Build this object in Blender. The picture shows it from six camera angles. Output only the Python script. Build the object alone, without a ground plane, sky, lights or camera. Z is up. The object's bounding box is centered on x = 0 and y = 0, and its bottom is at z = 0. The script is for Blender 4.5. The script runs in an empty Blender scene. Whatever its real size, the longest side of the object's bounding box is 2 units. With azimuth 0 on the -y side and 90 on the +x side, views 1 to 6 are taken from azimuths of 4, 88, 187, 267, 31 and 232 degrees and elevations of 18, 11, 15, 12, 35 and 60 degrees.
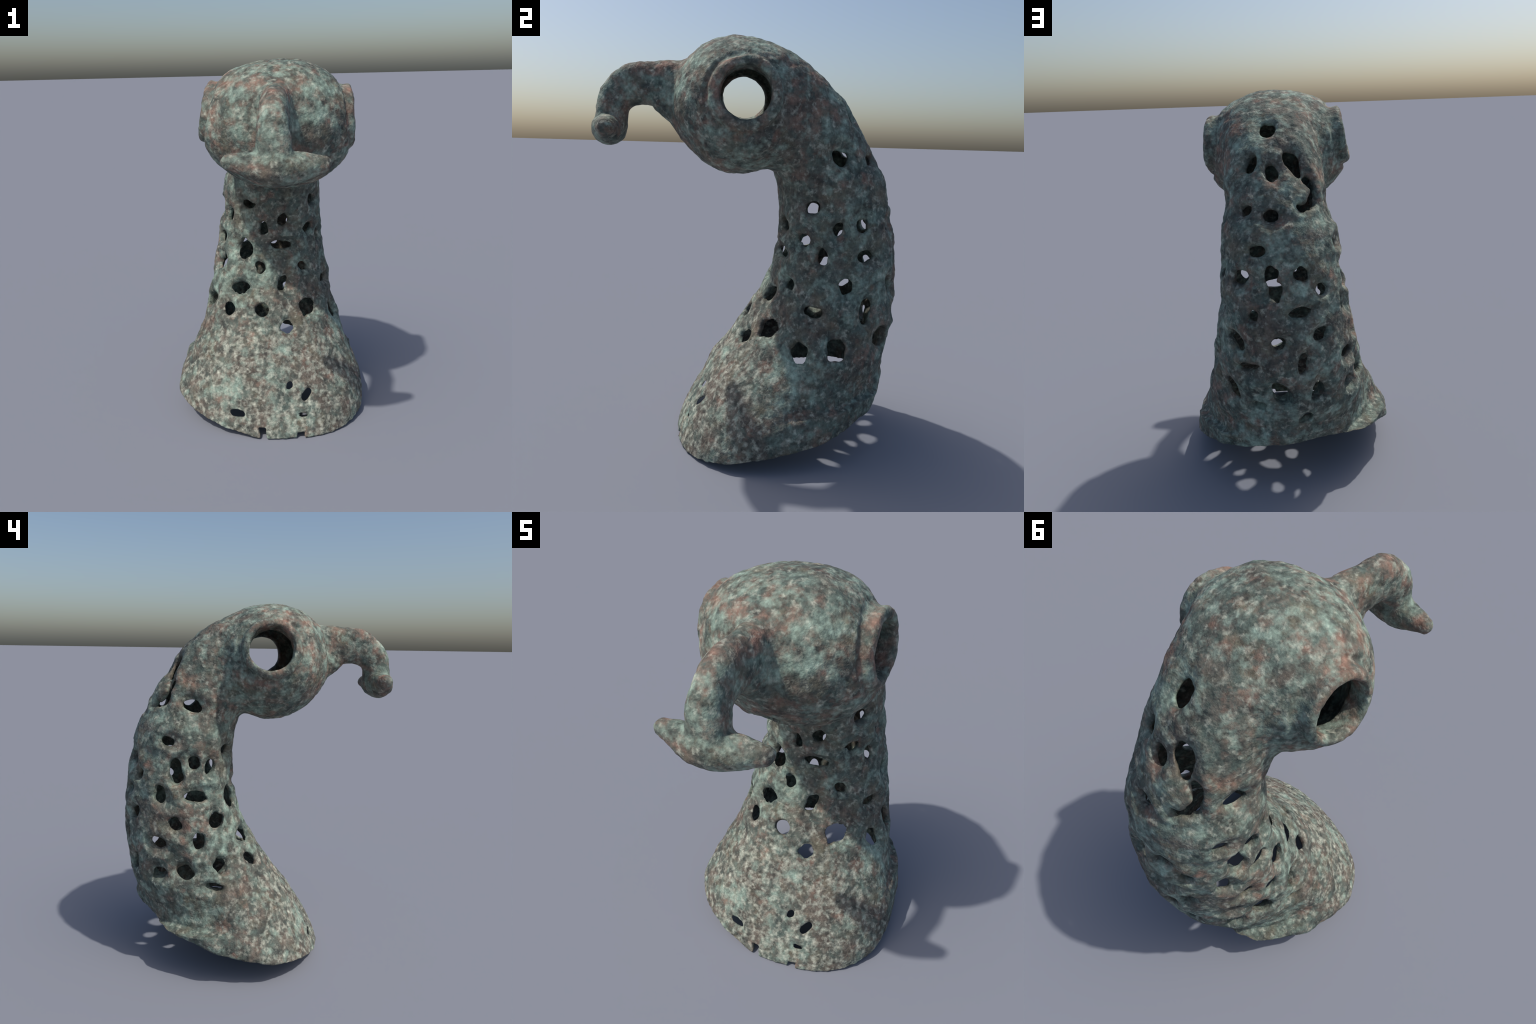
"""Cast bronze finial: a hollow, pierced, bird-like crook.

A flared foot carries a curved tubular neck with rows of irregular openings; the
neck bends forward into a round head bored through from eye to eye, and a thick
hooked beak ends in a crescent crossbar.  The solid is described as a signed
distance built from lofted sections, an ellipsoid, collars and tapered sweeps,
then polygonised and split into named parts.
"""
import math
import random
import bpy
import numpy as np
from mathutils import Vector, noise

VOXEL = 0.0068
WALL = 0.046

# --------------------------------------------------------------------------
# Profile of the tube: each section is a slanted oval given by its front and
# back points in the y-z plane, its reach to -x and +x, and its fullness.
#   front y, front z, back y, back z, reach -x, reach +x, exponent
# --------------------------------------------------------------------------
SECTIONS = [
    (-0.355, -0.110, 0.530, 0.040, 0.553, 0.548, 2.15),
    (-0.378, -0.030, 0.628, 0.130, 0.558, 0.553, 2.15),
    (-0.362, 0.050, 0.668, 0.215, 0.556, 0.548, 2.15),
    (-0.312, 0.165, 0.692, 0.300, 0.540, 0.522, 2.15),
    (-0.232, 0.300, 0.717, 0.380, 0.490, 0.474, 2.15),
    (-0.165, 0.400, 0.731, 0.450, 0.450, 0.440, 2.1),
    (-0.085, 0.505, 0.745, 0.540, 0.418, 0.408, 2.1),
    (-0.005, 0.630, 0.762, 0.640, 0.392, 0.378, 2.1),
    (0.080, 0.757, 0.768, 0.765, 0.370, 0.350, 2.1),
    (0.127, 0.910, 0.760, 0.920, 0.346, 0.320, 2.1),
    (0.144, 1.050, 0.743, 1.060, 0.325, 0.305, 2.1),
    (0.147, 1.150, 0.718, 1.188, 0.304, 0.294, 2.1),
    (0.140, 1.250, 0.678, 1.314, 0.289, 0.286, 2.1),
    (0.118, 1.340, 0.606, 1.463, 0.246, 0.276, 2.1),
    (0.068, 1.430, 0.521, 1.606, 0.230, 0.286, 2.2),
    (0.008, 1.500, 0.428, 1.737, 0.206, 0.292, 2.3),
    (-0.052, 1.540, 0.330, 1.832, 0.186, 0.298, 2.5),
    (-0.112, 1.570, 0.200, 1.906, 0.180, 0.285, 2.8),
    (-0.165, 1.590, 0.072, 1.936, 0.180, 0.285, 2.8),
    (-0.215, 1.600, -0.060, 1.946, 0.185, 0.265, 2.5),
]
# openings of the pierced neck, course by course from the foot upward:
#   station along the sections, degrees round from the front by +x,
#   half length, half width, tilt of the long axis from the horizontal
OPENINGS = [
    (2.61, 19, 0.022, 0.008, 168), (2.66, 344, 0.043, 0.016, 177), (3.33, 23, 0.036, 0.017, 44),
    (3.69, 13, 0.020, 0.011, 51), (4.60, 198, 0.039, 0.030, 37), (5.46, 166, 0.043, 0.033, 165),
    (5.76, 279, 0.054, 0.024, 174), (6.06, 15, 0.034, 0.028, 178), (6.13, 240, 0.047, 0.034, 20),
    (6.22, 74, 0.041, 0.038, 2), (6.25, 101, 0.065, 0.051, 72), (6.26, 144, 0.064, 0.053, 99),
    (6.29, 184, 0.067, 0.046, 114), (6.33, 210, 0.051, 0.035, 73), (6.67, 265, 0.062, 0.048, 122),
    (6.71, 38, 0.056, 0.045, 64), (6.80, 324, 0.039, 0.034, 144), (6.85, 295, 0.050, 0.044, 170),
    (6.96, 353, 0.042, 0.042, 8), (7.51, 157, 0.059, 0.028, 2), (7.68, 73, 0.048, 0.024, 178),
    (7.72, 245, 0.052, 0.031, 176), (7.77, 115, 0.064, 0.027, 75), (7.82, 202, 0.060, 0.025, 79),
    (7.84, 332, 0.061, 0.030, 5), (7.88, 286, 0.044, 0.031, 96), (7.90, 13, 0.053, 0.027, 65),
    (8.41, 40, 0.027, 0.024, 160), (8.44, 181, 0.035, 0.031, 81), (8.49, 265, 0.039, 0.034, 120),
    (8.51, 306, 0.049, 0.036, 44), (8.51, 144, 0.052, 0.032, 132), (8.53, 92, 0.044, 0.038, 91),
    (8.64, 351, 0.037, 0.028, 130), (8.65, 220, 0.039, 0.026, 29), (9.20, 333, 0.056, 0.042, 111),
    (9.28, 13, 0.072, 0.022, 175), (9.29, 161, 0.031, 0.022, 82), (9.33, 289, 0.073, 0.028, 176),
    (9.36, 200, 0.056, 0.027, 6), (9.42, 70, 0.037, 0.025, 92), (9.48, 111, 0.043, 0.026, 11),
    (9.52, 251, 0.051, 0.029, 101), (9.96, 48, 0.038, 0.030, 4), (10.12, 224, 0.031, 0.027, 18),
    (10.13, 350, 0.041, 0.023, 89), (10.18, 181, 0.053, 0.035, 98), (10.23, 267, 0.031, 0.023, 102),
    (10.49, 307, 0.042, 0.024, 59), (10.51, 86, 0.036, 0.025, 71), (10.60, 16, 0.036, 0.034, 45),
    (10.61, 146, 0.044, 0.039, 22), (10.65, 266, 0.048, 0.028, 79), (10.66, 110, 0.035, 0.030, 99),
    (10.74, 205, 0.040, 0.035, 114), (10.77, 179, 0.049, 0.032, 94), (10.85, 286, 0.035, 0.032, 96),
    (11.36, 61, 0.038, 0.024, 6), (11.43, 335, 0.045, 0.027, 170), (11.69, 255, 0.042, 0.029, 175),
    (11.74, 165, 0.050, 0.028, 1), (12.71, 176, 0.037, 0.026, 5), (12.98, 213, 0.016, 0.016, 0),
    (13.00, 149, 0.035, 0.022, 3), (13.04, 220, 0.019, 0.019, 0), (13.05, 208, 0.014, 0.014, 0),
    (13.18, 107, 0.043, 0.034, 147), (13.23, 226, 0.021, 0.021, 0), (13.26, 264, 0.054, 0.029, 177),
    (13.44, 227, 0.022, 0.022, 0), (13.65, 226, 0.022, 0.022, 0), (13.84, 223, 0.021, 0.021, 0),
    (14.04, 176, 0.048, 0.029, 103), (14.43, 154, 0.045, 0.026, 65), (14.48, 203, 0.079, 0.039, 113),
    (15.77, 172, 0.060, 0.038, 93),
]
STEPS = 8                     # dense sections per span

HEAD_CENTRE = np.array((0.052, -0.066, 1.672))
HEAD_AXES = np.array((0.398, 0.329, 0.324))

# eye collars: centre of the face, outward direction, outer and bore radius
EYES = [
    ((-0.330, -0.048, 1.755), (-1.0, 0.0, 0.20), 0.160, 0.110),
    ((0.442, -0.030, 1.712), (1.0, 0.0, 0.04), 0.165, 0.108),
]

# beak: y, z, half height, half width (it lies in the plane x = BEAK_X)
BEAK_X = 0.057
BEAK = [
    (-0.271, 1.706, 0.166, 0.104), (-0.351, 1.733, 0.147, 0.088),
    (-0.421, 1.766, 0.117, 0.071), (-0.511, 1.772, 0.103, 0.068),
    (-0.576, 1.764, 0.099, 0.069), (-0.631, 1.736, 0.092, 0.070),
    (-0.666, 1.696, 0.084, 0.072), (-0.681, 1.646, 0.078, 0.076),
    (-0.686, 1.581, 0.076, 0.081),
]
# crescent crossbar: x, y, z, radius
CROSSBAR = [
    (-0.128, -0.697, 1.577, 0.038), (-0.078, -0.698, 1.569, 0.051),
    (-0.005, -0.699, 1.552, 0.067), (0.060, -0.699, 1.549, 0.075),
    (0.135, -0.693, 1.550, 0.070), (0.208, -0.681, 1.558, 0.054),
    (0.262, -0.669, 1.560, 0.038),
]


def catmull(rows, steps):
    a = np.array(rows, float)
    p = np.vstack([2 * a[0] - a[1], a, 2 * a[-1] - a[-2]])
    out = []
    for i in range(len(a) - 1):
        p0, p1, p2, p3 = p[i:i + 4]
        for t in np.arange(steps) / steps:
            out.append(0.5 * (2 * p1 + (p2 - p0) * t + (2 * p0 - 5 * p1 + 4 * p2 - p3) * t * t
                              + (3 * p1 - p0 - 3 * p2 + p3) * t ** 3))
    out.append(a[-1])
    return np.array(out)


DENSE = catmull(SECTIONS, STEPS)
FRONT, BACK = DENSE[:, 0:2], DENSE[:, 2:4]
CENTRE = (FRONT + BACK) / 2
ALONG = BACK - FRONT
HALF = np.linalg.norm(ALONG, axis=1) / 2
ALONG = ALONG / (2 * HALF[:, None])
UP = np.stack([-ALONG[:, 1], ALONG[:, 0]], 1)      # normal of each section plane


def smin(a, b, k):
    h = np.maximum(k - np.abs(a - b), 0) / k
    return np.minimum(a, b) - h * h * k * 0.25


def smax(a, b, k):
    return -smin(-a, -b, k)


def station(y, z):
    """Which section passes through each point of the y-z plane."""
    y, z = np.broadcast_arrays(y, z)
    count = np.zeros(y.shape, np.int32)
    for c, n in zip(CENTRE, UP):
        count += ((y - c[0]) * n[0] + (z - c[1]) * n[1]) >= 0
    i = np.clip(count - 1, 0, len(DENSE) - 2)
    f0 = (y - CENTRE[i, 0]) * UP[i, 0] + (z - CENTRE[i, 1]) * UP[i, 1]
    f1 = (y - CENTRE[i + 1, 0]) * UP[i + 1, 0] + (z - CENTRE[i + 1, 1]) * UP[i + 1, 1]
    w = np.clip(f0 / np.where(np.abs(f0 - f1) < 1e-9, 1e-9, f0 - f1), 0, 1)
    over = np.where(count == 0, -f0, np.where(count >= len(DENSE), f1, -9.0))
    return i + w, over


def lookup(t, column):
    return np.interp(t, np.arange(len(DENSE)), column)


def neck_distance(x, y, z, flaps=True):
    """y, z carry the last two axes; x broadcasts over them."""
    t, over = station(y, z)
    along = ((y - lookup(t, CENTRE[:, 0])) * lookup(t, ALONG[:, 0])
             + (z - lookup(t, CENTRE[:, 1])) * lookup(t, ALONG[:, 1]))
    u = np.abs(along) / lookup(t, HALF)
    left, right, p = (lookup(t, DENSE[:, k]) for k in (4, 5, 6))
    # the foot is egg-shaped, narrower behind
    egg = 1 - np.where(x < 0, 0.21, 0.12) * np.clip((44 - t) / 24, 0, 1) * along / lookup(t, HALF)
    v = np.where(x < 0, -x / left, x / right) / egg
    rho = np.maximum((u ** p + v ** p) ** (1 / p), 1e-3)
    r = np.sqrt(along ** 2 + x ** 2) + 1e-4
    phi = np.degrees(np.arctan2(np.sign(x) * v, -along / lookup(t, HALF))) % 360
    return np.maximum(r * (1 - 1 / rho) - relief(t, phi, flaps), over)


def head_distance(x, y, z):
    q = [(a - c) for a, c in zip((x, y, z), HEAD_CENTRE)]
    p = 2.04 + 0.14 * np.tanh(q[2] / 0.2)      # full crown, tapering throat
    p = p + 0.35 * np.clip(q[0] / 0.2, 0, 1) * np.clip(-q[2] / 0.15, 0, 1) * np.clip((q[1] + 0.20) / 0.2, 0, 1)
    k0 = np.maximum(sum(np.abs(a / s) ** p for a, s in zip(q, HEAD_AXES)) ** (1 / p), 1e-3)
    grad = np.sqrt(sum((np.abs(a / s) ** (p - 1) / s) ** 2 for a, s in zip(q, HEAD_AXES)))
    brow = (x - 0.26) ** 2 + (y + 0.28) ** 2 + (z - 1.74) ** 2
    return (k0 - 1) * k0 ** (p - 1) / np.maximum(grad, 0.5) + 0.012 * np.exp(-brow / 0.16 ** 2)


def eye_frame(x, y, z, eye):
    c, n = np.array(eye[0]), np.array(eye[1]) / np.linalg.norm(eye[1])
    h = (x - c[0]) * n[0] + (y - c[1]) * n[1] + (z - c[2]) * n[2]
    r = np.sqrt(np.maximum((x - c[0]) ** 2 + (y - c[1]) ** 2 + (z - c[2]) ** 2 - h * h, 0))
    return h, r


def collar_distance(x, y, z, eye):
    h, r = eye_frame(x, y, z, eye)
    rim, depth = 0.034, 0.26
    flare = 0.45                                       # the sockets widen into the head
    a = r - (eye[2] - rim) - flare * np.maximum(-h - 0.06, 0)
    b = np.abs(h + depth / 2) - (depth / 2 - rim)
    return np.minimum(np.maximum(a, b), 0) + np.hypot(np.maximum(a, 0), np.maximum(b, 0)) - rim


def beak_distance(x, y, z):
    rows = catmull(BEAK, 4)
    best = np.full(np.broadcast(y, z).shape, 9.0)
    rad, wid = np.ones_like(best), np.ones_like(best)
    for a, b in zip(rows[:-1], rows[1:]):
        e = b[:2] - a[:2]
        s = np.clip(((y - a[0]) * e[0] + (z - a[1]) * e[1]) / (e @ e), 0, 1)
        d = np.hypot(y - a[0] - s * e[0], z - a[1] - s * e[1])
        r = a[2] + s * (b[2] - a[2])
        near = d - r < best - rad
        best, rad, wid = (np.where(near, p, q) for p, q in ((d, best), (r, rad), (a[3] + s * (b[3] - a[3]), wid)))
    p = 2.5
    rho = ((best / rad) ** p + (np.abs(x - BEAK_X) / wid) ** p) ** (1 / p)
    return (rho - 1) * np.minimum(rad, wid)


def crossbar_distance(x, y, z):
    rows = catmull(CROSSBAR, 4)
    best = 9.0
    for a, b in zip(rows[:-1], rows[1:]):
        e = b[:3] - a[:3]
        s = np.clip(((x - a[0]) * e[0] + (y - a[1]) * e[1] + (z - a[2]) * e[2]) / (e @ e), 0, 1)
        d = np.sqrt((x - a[0] - s * e[0]) ** 2 + ((y - a[1] - s * e[1]) * 0.92) ** 2 + (z - a[2] - s * e[2]) ** 2)
        best = np.minimum(best, d - a[3] - s * (b[3] - a[3]))
    return best


def rim_height(x, y):
    """The oblique, slightly dished cut of the open foot."""
    cut = 0.064 - 0.055 * x + 0.215 * y + 0.12 * y * y + 0.09 * x * x - 0.10 * x * np.maximum(y, 0) \
        + 0.032 * np.clip(-x / 0.4, 0, 1) * np.clip((0.15 - y) / 0.4, 0, 1)
    return np.maximum(cut, 0.004)


def bell(a, lo, hi, soft):
    """1 between lo and hi, easing to 0 over `soft` outside."""
    up = np.clip((a - lo) / soft + 1, 0, 1)
    down = np.clip((hi - a) / soft + 1, 0, 1)
    w = np.minimum(up, down)
    return w * w * (3 - 2 * w)


def relief(t, phi, flaps=True):
    """Casting relief raised from the lofted surface: collar band and side flange."""
    t = t / STEPS
    rear = bell(np.abs(phi - 180), -1, 75, 35)
    band = bell(t, 11.42, 12.45, 0.16) * rear * 0.008
    # the foot is a sheet wrapped round the front; its two rear edges stand out
    # as flaps below a crease where the tubular back wall steps inward
    lap = 0.0
    for lo_, hi_, edge, out, dip in ((212, 262, 2.80 + 0.0125 * (phi - 216), 0.024, 0.052),
                                     (113, 142, 3.20 + 0.0 * phi, 0.024, 0.020)):
        lap = lap + np.clip((edge - t) / 0.12, 0, 1) * bell(phi, lo_, hi_, 12) * out
        lap = lap - np.clip((edge + 2.4 - t) / 2.0, 0, 1) * np.clip((t - edge + 0.12) / 0.12, 0, 1) * bell(phi, lo_ - 8, hi_ + 2, 24) * dip
    # the right of the throat is pressed in
    turn = (phi + 150) % 360 - 180
    turn = turn / np.where(turn < 0, 36, 48)
    pressed = 0.042 * np.exp(-turn * turn - ((t - 6.3) / 2.6) ** 2)
    swell = (0.026 * bell(t, -1, 3.2, 0.8) * bell(phi, 150, 222, 20) + 0.006 * bell(t, 12.6, 16.5, 0.8) * bell(phi, 70, 250, 40)
             + 0.021 * bell(t, 4.8, 8.4, 1.2) * bell((phi + 180) % 360, 120, 166, 32))
    if not flaps:                      # smooth inner face behind the stepped foot
        lap = (-0.022 * bell(t, 2.0, 4.2, 0.8) * bell(phi, 100, 150, 20)
               - 0.045 * bell(t, 2.0, 6.4, 0.8) * bell(phi, 170, 288, 20))
    return band + lap - pressed + swell


def surface_point(t, phi):
    a = math.radians(phi)
    k = t * STEPS
    along = -math.cos(a) * lookup(k, HALF)
    x = math.sin(a) * lookup(k, DENSE[:, 4 if math.sin(a) < 0 else 5])
    x *= 1 - (0.21 if x < 0 else 0.12) * np.clip((44 - k) / 24, 0, 1) * along / lookup(k, HALF)
    p = np.array((x, lookup(k, CENTRE[:, 0]) + along * lookup(k, ALONG[:, 0]),
                  lookup(k, CENTRE[:, 1]) + along * lookup(k, ALONG[:, 1])))
    return p


def surface_frame(t, phi):
    p = surface_point(t, phi)
    round_ = surface_point(t, phi + 2) - surface_point(t, phi - 2)
    rise = surface_point(min(t + 0.1, len(SECTIONS) - 1), phi) - surface_point(t - 0.1, phi)
    n = np.cross(round_, rise)
    n /= np.linalg.norm(n)
    hub = np.array((0.0, lookup(t * STEPS, CENTRE[:, 0]), lookup(t * STEPS, CENTRE[:, 1])))
    p = p + (p - hub) / np.linalg.norm(p - hub) * relief(t * STEPS, phi % 360)
    round_ -= n * (round_ @ n)
    round_ /= np.linalg.norm(round_)
    return p, n, round_, np.cross(n, round_)


def carve(d, ax, hole, rng):
    """Cut one opening through the wall, with a worn, sunken lip."""
    t, phi, a, b, tilt = hole
    p, n, right, up = surface_frame(t, phi)
    c, s = math.cos(math.radians(tilt)), math.sin(math.radians(tilt))
    major, minor = c * right + s * up, c * up - s * right
    reach = a + 0.10
    box = []
    for i in range(3):
        k = np.nonzero(np.abs(ax[i] - p[i]) < reach)[0]
        box.append(slice(k[0], k[-1] + 1))
    q = np.meshgrid(*(ax[i][box[i]] - p[i] for i in range(3)), indexing="ij")
    h, u, v = (sum(q[i] * e[i] for i in range(3)) for e in (n, major, minor))
    # each opening leans a little and is never a true oval, except the
    # overlapping drill holes that make up the hooked slot
    free = 0.0 if a == b else 1.0
    u = u + free * rng.uniform(-0.45, 0.45) * h
    v = v + free * rng.uniform(-0.45, 0.45) * h
    ang = np.arctan2(v / b, u / a)
    wobble = 1 + free * sum(rng.uniform(0.02, w) * np.sin(m * ang + rng.uniform(0, 6.28))
                     for m, w in ((2, 0.06), (3, 0.10), (4, 0.09), (5, 0.05)))
    rho = np.hypot(u / a, v / b) / wobble
    size = 0.91 + 2.2 * np.clip(h, -0.06, 0.02)
    cut = np.maximum((rho - size) * b, np.abs(h) - 0.095)
    lean = rng.uniform(0, 6.28)
    du, dv = (u - 0.8 * b * math.cos(lean)) / (a + 0.014), (v - 0.8 * b * math.sin(lean)) / (b + 0.014)
    spread = np.hypot(du, dv)
    sunk = (0.022 * np.exp(-spread ** 3) - 0.0035 * np.exp(-((spread - 1.7) / 0.4) ** 2)) * (np.abs(h) < 0.03 + reach) * np.clip(1 + (h + 0.02) / 0.02, 0, 1)
    view = d[box[0], box[1], box[2]]
    view[...] = smax(view + sunk * min(1.0, max(0.3, (t - 3.5) / 2.5)) * (0.4 + 0.6 * free), -cut, 0.014)


def cut_notches(d, ax):
    """Two worn lacing slots broken out of the front of the rim."""
    x, y, z = ax[0][:, None, None], ax[1][None, :, None], ax[2][None, None, :]
    front = y + 0.25
    slot = np.maximum(np.abs(x + 0.030 + 0.2 * (z - 0.02)) - 0.016 - 0.15 * np.maximum(z - 0.035, 0), z - 0.064)
    d = smax(d, -np.maximum(slot, front).astype(np.float32), 0.008)
    slot = np.maximum(np.abs(x - 0.178) - 0.018, z - 0.034)
    d = smax(d, -np.maximum(slot, front).astype(np.float32), 0.008)
    dent = 0.030 - np.sqrt((x - 0.165) ** 2 + (y + 0.388) ** 2 + ((z - 0.045) * 1.3) ** 2)
    return smax(d, dent.astype(np.float32), 0.012)


def outer_distance(x, y, z):
    neck = neck_distance(x, y, z)
    head = head_distance(x, y, z)
    d = smin(neck, head, 0.05 + 0.06 * np.clip(x / 0.2, 0, 1))
    d = smin(d, beak_distance(x, y, z), 0.03)
    d = smin(d, crossbar_distance(x, y, z), 0.02)
    for eye in EYES:
        d = smin(d, collar_distance(x, y, z, eye), 0.02)
        h, r = eye_frame(x, y, z, eye)                     # groove behind the rolled lip
        d = d + 0.011 * np.exp(-((r - eye[2] - 0.010) / 0.012) ** 2 - ((h + 0.055) / 0.035) ** 2)
    return d, neck, head


def build_field():
    lo, hi = np.array((-0.62, -0.84, -0.05)), np.array((0.62, 0.84, 2.06))
    n = np.ceil((hi - lo) / VOXEL).astype(int)
    ax = [(lo[i] + VOXEL * np.arange(n[i])).astype(np.float32) for i in range(3)]
    x, y, z = ax[0][:, None, None], ax[1][None, :, None], ax[2][None, None, :]
    d, neck, head = outer_distance(x, y, z)
    mouth = station(*np.broadcast_arrays(y, z))[0] - 16.3 * STEPS
    wall = WALL - 0.016 * bell(z, -1, 0.25, 0.3)            # the foot is thinner
    plain = neck_distance(x, y, z, False)
    cavity = smin(smax(plain + wall, mouth * 0.012, 0.05), head + 0.088 - 0.045 * np.clip((1.62 - z) / 0.12, 0, 1), 0.03)
    for eye in EYES:
        h, r = eye_frame(x, y, z, eye)
        bore = np.maximum(r - eye[3] - 0.008 * np.exp(np.minimum(h, 0) / 0.015), np.maximum(h - 0.1, -h - 0.45))
        cavity = smin(cavity, bore, 0.02)
    d = smax(d, -cavity, 0.012)
    d = d.astype(np.float32)
    rng = random.Random(11)
    for hole in OPENINGS:
        carve(d, ax, hole, rng)
    d = cut_notches(d, ax)
    # casting hole under the throat, behind the beak
    throat = [a - c for a, c in zip((x, y, z), (0.028, -0.245, 1.430))]
    long_, out = np.array((0.86, -0.39, 0.33)), np.array((-0.06, -0.62, -0.78))
    side = np.cross(out, long_)
    i, j, k = (sum(t * e for t, e in zip(throat, axis)) for axis in (long_, side, out))
    oval = np.maximum((np.hypot(i / 0.085, j / 0.052) - 1) * 0.052, np.abs(k) - 0.16)
    d = smax(d, -oval.astype(np.float32), 0.016)
    d = smax(d, (rim_height(x, y) - z).astype(np.float32), 0.008)
    return d, lo


def surface_nets(d, lo):
    """Polygonise the zero level: one vertex per crossed cell, one quad per crossed edge."""
    inside = d < 0
    cells = inside[:-1, :-1, :-1].copy()
    every = cells.copy()
    for i, j, k in np.ndindex(2, 2, 2):
        s = inside[i:inside.shape[0] - 1 + i, j:inside.shape[1] - 1 + j, k:inside.shape[2] - 1 + k]
        cells |= s
        every &= s
    crossed = cells & ~every
    idx = np.argwhere(crossed)
    number = np.full(crossed.shape, -1, np.int32)
    number[tuple(idx.T)] = np.arange(len(idx))
    total, hits = np.zeros((len(idx), 3)), np.zeros(len(idx))
    corner = list(np.ndindex(2, 2, 2))
    val = {c: d[tuple((idx + c).T)].astype(float) for c in corner}
    for a in corner:
        for axis in range(3):
            if a[axis] == 0:
                b = tuple(1 if m == axis else a[m] for m in range(3))
                va, vb = val[a], val[b]
                on = (va < 0) != (vb < 0)
                t = va / np.where(on, va - vb, 1)
                p = np.tile(np.array(a, float), (len(idx), 1))
                p[:, axis] += t
                total[on] += p[on]
                hits += on
    verts = lo + VOXEL * (idx + total / hits[:, None])
    quads = []
    for axis in range(3):
        u, v = (axis + 1) % 3, (axis + 2) % 3
        a = np.take(inside, range(d.shape[axis] - 1), axis)
        b = np.take(inside, range(1, d.shape[axis]), axis)
        edge = np.argwhere(a != b)
        keep = np.all(edge >= [(1 if m != axis else 0) for m in range(3)], 1) & \
            np.all(edge < [crossed.shape[m] for m in range(3)], 1)
        edge = edge[keep]
        flip = a[tuple(edge.T)]
        ring = []
        for du, dv in ((1, 1), (0, 1), (0, 0), (1, 0)):
            e = edge.copy()
            e[:, u] -= du
            e[:, v] -= dv
            ring.append(number[tuple(e.T)])
        q = np.stack(ring, 1)
        q[~flip] = q[~flip][:, ::-1]
        quads.append(q)
    return verts, np.vstack(quads)


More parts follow.
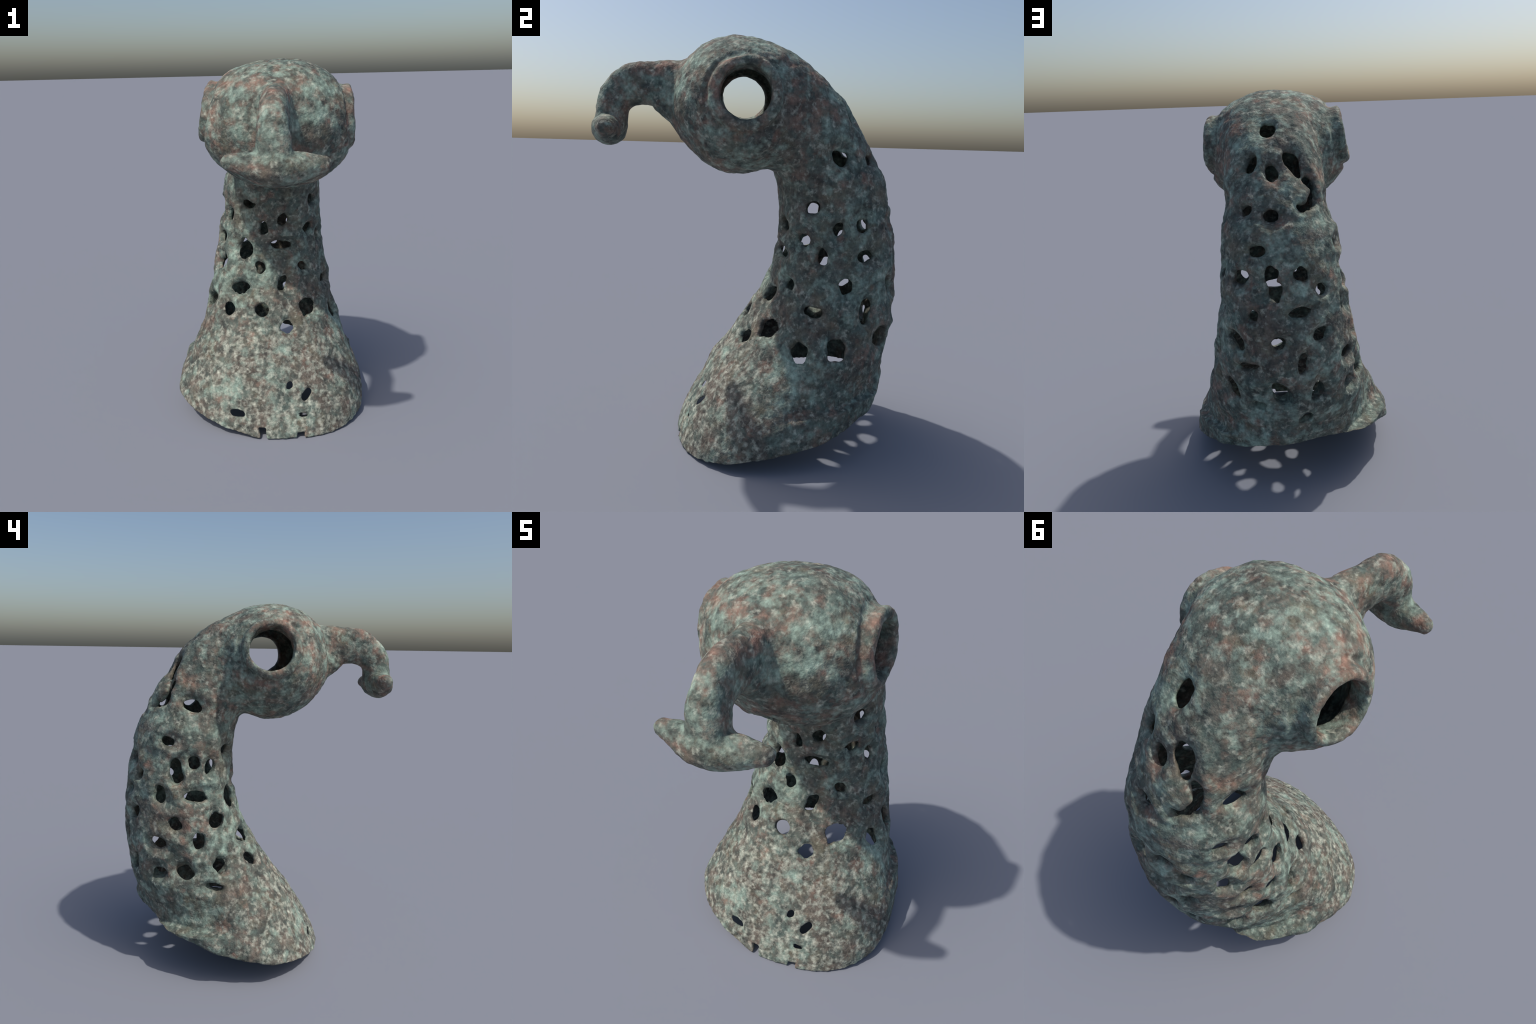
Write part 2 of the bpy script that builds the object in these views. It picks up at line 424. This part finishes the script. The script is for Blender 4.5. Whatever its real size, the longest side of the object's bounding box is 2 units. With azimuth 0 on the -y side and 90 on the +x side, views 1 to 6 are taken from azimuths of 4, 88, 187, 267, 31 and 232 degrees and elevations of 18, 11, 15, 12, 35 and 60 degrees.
# --------------------------------------------------------------------------
# Material: mottled patina, brown metal under grey-green and pale mint crusts
# --------------------------------------------------------------------------
def patina():
    mat = bpy.data.materials.new("bronze_patina")
    mat.use_nodes = True
    nt = mat.node_tree
    nodes, links = nt.nodes, nt.links
    bsdf = nodes["Principled BSDF"]
    coord = nodes.new("ShaderNodeTexCoord").outputs["Object"]

    def put(socket, value):
        if hasattr(value, "is_linked"):
            links.new(value, socket)
        else:
            socket.default_value = value

    def noise_tex(scale, detail=3.0, rough=0.6, shift=0.0, distort=0.0, stretch=(1, 1, 1)):
        m = nodes.new("ShaderNodeMapping")
        m.inputs["Location"].default_value = (shift, shift * 1.7, -shift * 0.6)
        m.inputs["Scale"].default_value = stretch
        links.new(coord, m.inputs["Vector"])
        n = nodes.new("ShaderNodeTexNoise")
        n.inputs["Scale"].default_value, n.inputs["Detail"].default_value = scale, detail
        n.inputs["Roughness"].default_value, n.inputs["Distortion"].default_value = rough, distort
        links.new(m.outputs[0], n.inputs["Vector"])
        return n.outputs["Fac"]

    def ramp(value, *stops):
        r = nodes.new("ShaderNodeValToRGB")
        e = r.color_ramp.elements
        while len(e) < len(stops):
            e.new(0.5)
        for el, (pos, col) in zip(e, stops):
            el.position = pos
            el.color = (*col, 1) if isinstance(col, tuple) else (col, col, col, 1)
        links.new(value, r.inputs[0])
        return r.outputs[0]

    def math_(op, a, b=0.0):
        m = nodes.new("ShaderNodeMath")
        m.operation = op
        put(m.inputs[0], a)
        put(m.inputs[1], b)
        return m.outputs[0]

    def mix(fac, a, b, kind="MIX"):
        m = nodes.new("ShaderNodeMix")
        m.data_type, m.blend_type = "RGBA", kind
        put(m.inputs[0], fac)
        put(m.inputs[6], a if hasattr(a, "is_linked") else (*a, 1))
        put(m.inputs[7], b if hasattr(b, "is_linked") else (*b, 1))
        return m.outputs[2]

    def near(centre, inner, outer):
        v = nodes.new("ShaderNodeVectorMath")
        v.operation = "DISTANCE"
        links.new(coord, v.inputs[0])
        v.inputs[1].default_value = centre
        jitter = math_("MULTIPLY_ADD", noise_tex(7, 3, shift=31), 0.35)
        jitter.node.inputs[2].default_value = -0.175
        r = nodes.new("ShaderNodeMapRange")
        r.interpolation_type = "SMOOTHSTEP"
        links.new(math_("ADD", v.outputs["Value"], jitter), r.inputs["Value"])
        r.inputs["From Min"].default_value, r.inputs["From Max"].default_value = inner, outer
        r.inputs["To Min"].default_value, r.inputs["To Max"].default_value = 1, 0
        return r.outputs[0]

    foot = near((0.0, -0.30, 0.05), 0.42, 0.85)
    head = near((0.06, -0.20, 1.72), 0.42, 0.70)

    # broad regions decide where crust, bare metal and bloom gather
    region = noise_tex(3.6, 3, 0.55, 140)
    bare = noise_tex(4.2, 2, 0.5, 171)
    # hue: brown-grey metal against grey-green crust
    green = mix(ramp(noise_tex(9, 3, 0.55, 3), (0.34, 0.0), (0.64, 1.0)), (0.070, 0.092, 0.080), (0.140, 0.178, 0.148))
    brown = mix(ramp(noise_tex(14, 3, 0.55, 8), (0.34, 0.0), (0.64, 1.0)), (0.082, 0.070, 0.058), (0.178, 0.150, 0.120))
    where = math_("MULTIPLY_ADD", foot, -0.10)
    links.new(noise_tex(10, 4, 0.62, 15), where.node.inputs[2])
    where = math_("ADD", where, math_("MULTIPLY_ADD", region, 0.6))
    where.node.inputs[1].links[0].from_node.inputs[2].default_value = -0.30
    col = mix(ramp(where, (0.32, 0.0), (0.56, 1.0)), brown, green)
    col = mix(ramp(noise_tex(8, 3, 0.6, 120), (0.50, 0.0), (0.70, 0.75)), col, (0.165, 0.145, 0.100))
    # dark, matt clouding
    col = mix(ramp(noise_tex(17, 3, 0.6, 21), (0.28, 0.90), (0.52, 0.0)), col, (0.050, 0.055, 0.050))
    # copper-red bloom
    red = math_("MULTIPLY_ADD", head, 0.045)
    links.new(noise_tex(13, 4, 0.6, 40), red.node.inputs[2])
    for place, size in (((0.06, -0.62, 1.70), 0.30), ((0.40, -0.05, 1.75), 0.24), ((-0.30, -0.10, 1.82), 0.24), ((-0.08, -0.34, 1.84), 0.24)):
        red = math_("ADD", red, math_("MULTIPLY", near(place, 0.4 * size, size), 0.065))
    red = math_("ADD", red, math_("MULTIPLY_ADD", bare, 0.4))
    red.node.inputs[1].links[0].from_node.inputs[2].default_value = -0.20
    col = mix(ramp(red, (0.55, 0.0), (0.80, 0.75)), col, (0.310, 0.178, 0.130))
    # mint crusts, larger on the head, finer and paler on the foot
    crust = math_("MULTIPLY_ADD", head, 0.020)
    links.new(noise_tex(17, 3, 0.6, 55), crust.node.inputs[2])
    crust = math_("ADD", crust, math_("MULTIPLY_ADD", region, 0.6))
    crust.node.inputs[1].links[0].from_node.inputs[2].default_value = -0.30
    col = mix(ramp(crust, (0.51, 0.0), (0.80, 0.92)), col, (0.310, 0.410, 0.335))
    fleck = math_("MULTIPLY_ADD", foot, 0.078)
    links.new(noise_tex(33, 3, 0.6, 71), fleck.node.inputs[2])
    col = mix(ramp(fleck, (0.54, 0.0), (0.84, 0.90)), col, (0.520, 0.530, 0.430))
    # fine soft grain
    col = mix(0.8, col, ramp(noise_tex(52, 3, 0.6, 90), (0.25, 0.24), (0.50, 0.48), (0.75, 0.76)), "OVERLAY")
    links.new(col, bsdf.inputs["Base Color"])
    bsdf.inputs["Roughness"].default_value = 0.78
    bsdf.inputs["Specular IOR Level"].default_value = 0.25
    bump = nodes.new("ShaderNodeBump")
    bump.inputs["Strength"].default_value, bump.inputs["Distance"].default_value = 0.45, 0.012
    links.new(math_("ADD", noise_tex(48, 3, 0.6, 71, 0.5), math_("MULTIPLY", noise_tex(110, 2, 0.5, 5), 0.4)), bump.inputs["Height"])
    links.new(bump.outputs[0], bsdf.inputs["Normal"])
    return mat


def roughen(me, normals):
    """Uneven casting and corrosion, pushed along the normals."""
    co = np.empty(len(me.vertices) * 3, np.float32)
    me.vertices.foreach_get("co", co)
    co = co.reshape(-1, 3)
    push = np.empty(len(co), np.float32)
    strands = bell(station(co[:, 1], co[:, 2])[0] / STEPS, 5.6, 14.0, 1.2) * bell(co[:, 1], 0.1, 2, 0.3)
    for i, p in enumerate(co.tolist()):
        v = Vector(p)
        w = strands[i]
        push[i] = (noise.noise(v * 7.0) * 0.0060 - 0.0035 + noise.noise(v * 19.0) * 0.0040
                   + noise.noise(v * 45.0) * 0.0028)
        if w > 0:
            push[i] += w * 0.005 * noise.noise(v * 8.5 + Vector((3.1, 0, 7.7)))
    co += normals * push[:, None]
    co[:, 2] += 0.009 * bell(co[:, 2], 0.55, 3, 0.45)      # the tube stands a little taller than its sections
    co[:, 2] -= co[:, 2].min()
    me.vertices.foreach_set("co", co.ravel())
    me.update()


def vertex_normals(me):
    n = np.empty(len(me.vertices) * 3, np.float32)
    me.vertices.foreach_get("normal", n)
    return n.reshape(-1, 3)


def regions(c):
    """Number of the part that owns each face centre."""
    x, y, z = c.T
    neck, head = neck_distance(x, y, z), head_distance(x, y, z)
    part = np.where((head < neck) & (z > 1.25), 2, 1)
    station_ = station(y, z)[0] / STEPS
    part[(part == 1) & (station_ < 5.25 + 0.12 * np.sin(x * 9))] = 0
    for k, eye in enumerate(EYES):
        h, r = eye_frame(x, y, z, eye)
        collar = collar_distance(x, y, z, eye)
        part[(h > -0.085) & (r < eye[2] + 0.02) & (collar < 0.035)] = 3 + k
    bill = beak_distance(x, y, z)
    part[(bill < 0.02) & (head > 0.012) & (y < -0.3)] = 5
    part[(crossbar_distance(x, y, z) < bill + 0.004) & (y < -0.55)] = 6
    return part


def main():
    d, lo = build_field()
    verts, quads = surface_nets(d, lo)
    whole = bpy.data.meshes.new("whole")
    whole.from_pydata(verts.tolist(), [], quads.tolist())
    roughen(whole, vertex_normals(whole))
    normals = vertex_normals(whole)
    co = np.empty(len(verts) * 3, np.float32)
    whole.vertices.foreach_get("co", co)
    co = co.reshape(-1, 3)
    owner = regions(co[quads].mean(1).astype(float))

    root = bpy.data.objects.new("bronze_finial", None)
    root["label"] = "hollow pierced bronze finial shaped like a hook-beaked bird head"
    root["category"] = "bronze finial"
    link = bpy.context.scene.collection.objects.link
    link(root)
    mat = patina()
    built = {}
    for k, name in enumerate(("flared_foot", "pierced_neck", "head", "eye_ring", "eye_ring", "beak", "crossbar")):
        q = quads[owner == k]
        used, local = np.unique(q, return_inverse=True)
        me = bpy.data.meshes.new(name)
        me.from_pydata(co[used].tolist(), [], local.reshape(-1, 4).tolist())
        me.polygons.foreach_set("use_smooth", [True] * len(q))
        me.materials.append(mat)
        me.update()
        me.normals_split_custom_set_from_vertices(normals[used].tolist())
        ob = bpy.data.objects.new(name, me)
        link(ob)
        built[k] = ob
        ob.parent = {3: built.get(2), 4: built.get(2), 5: built.get(2), 6: built.get(2)}.get(k) or root
    bpy.data.meshes.remove(whole)


main()
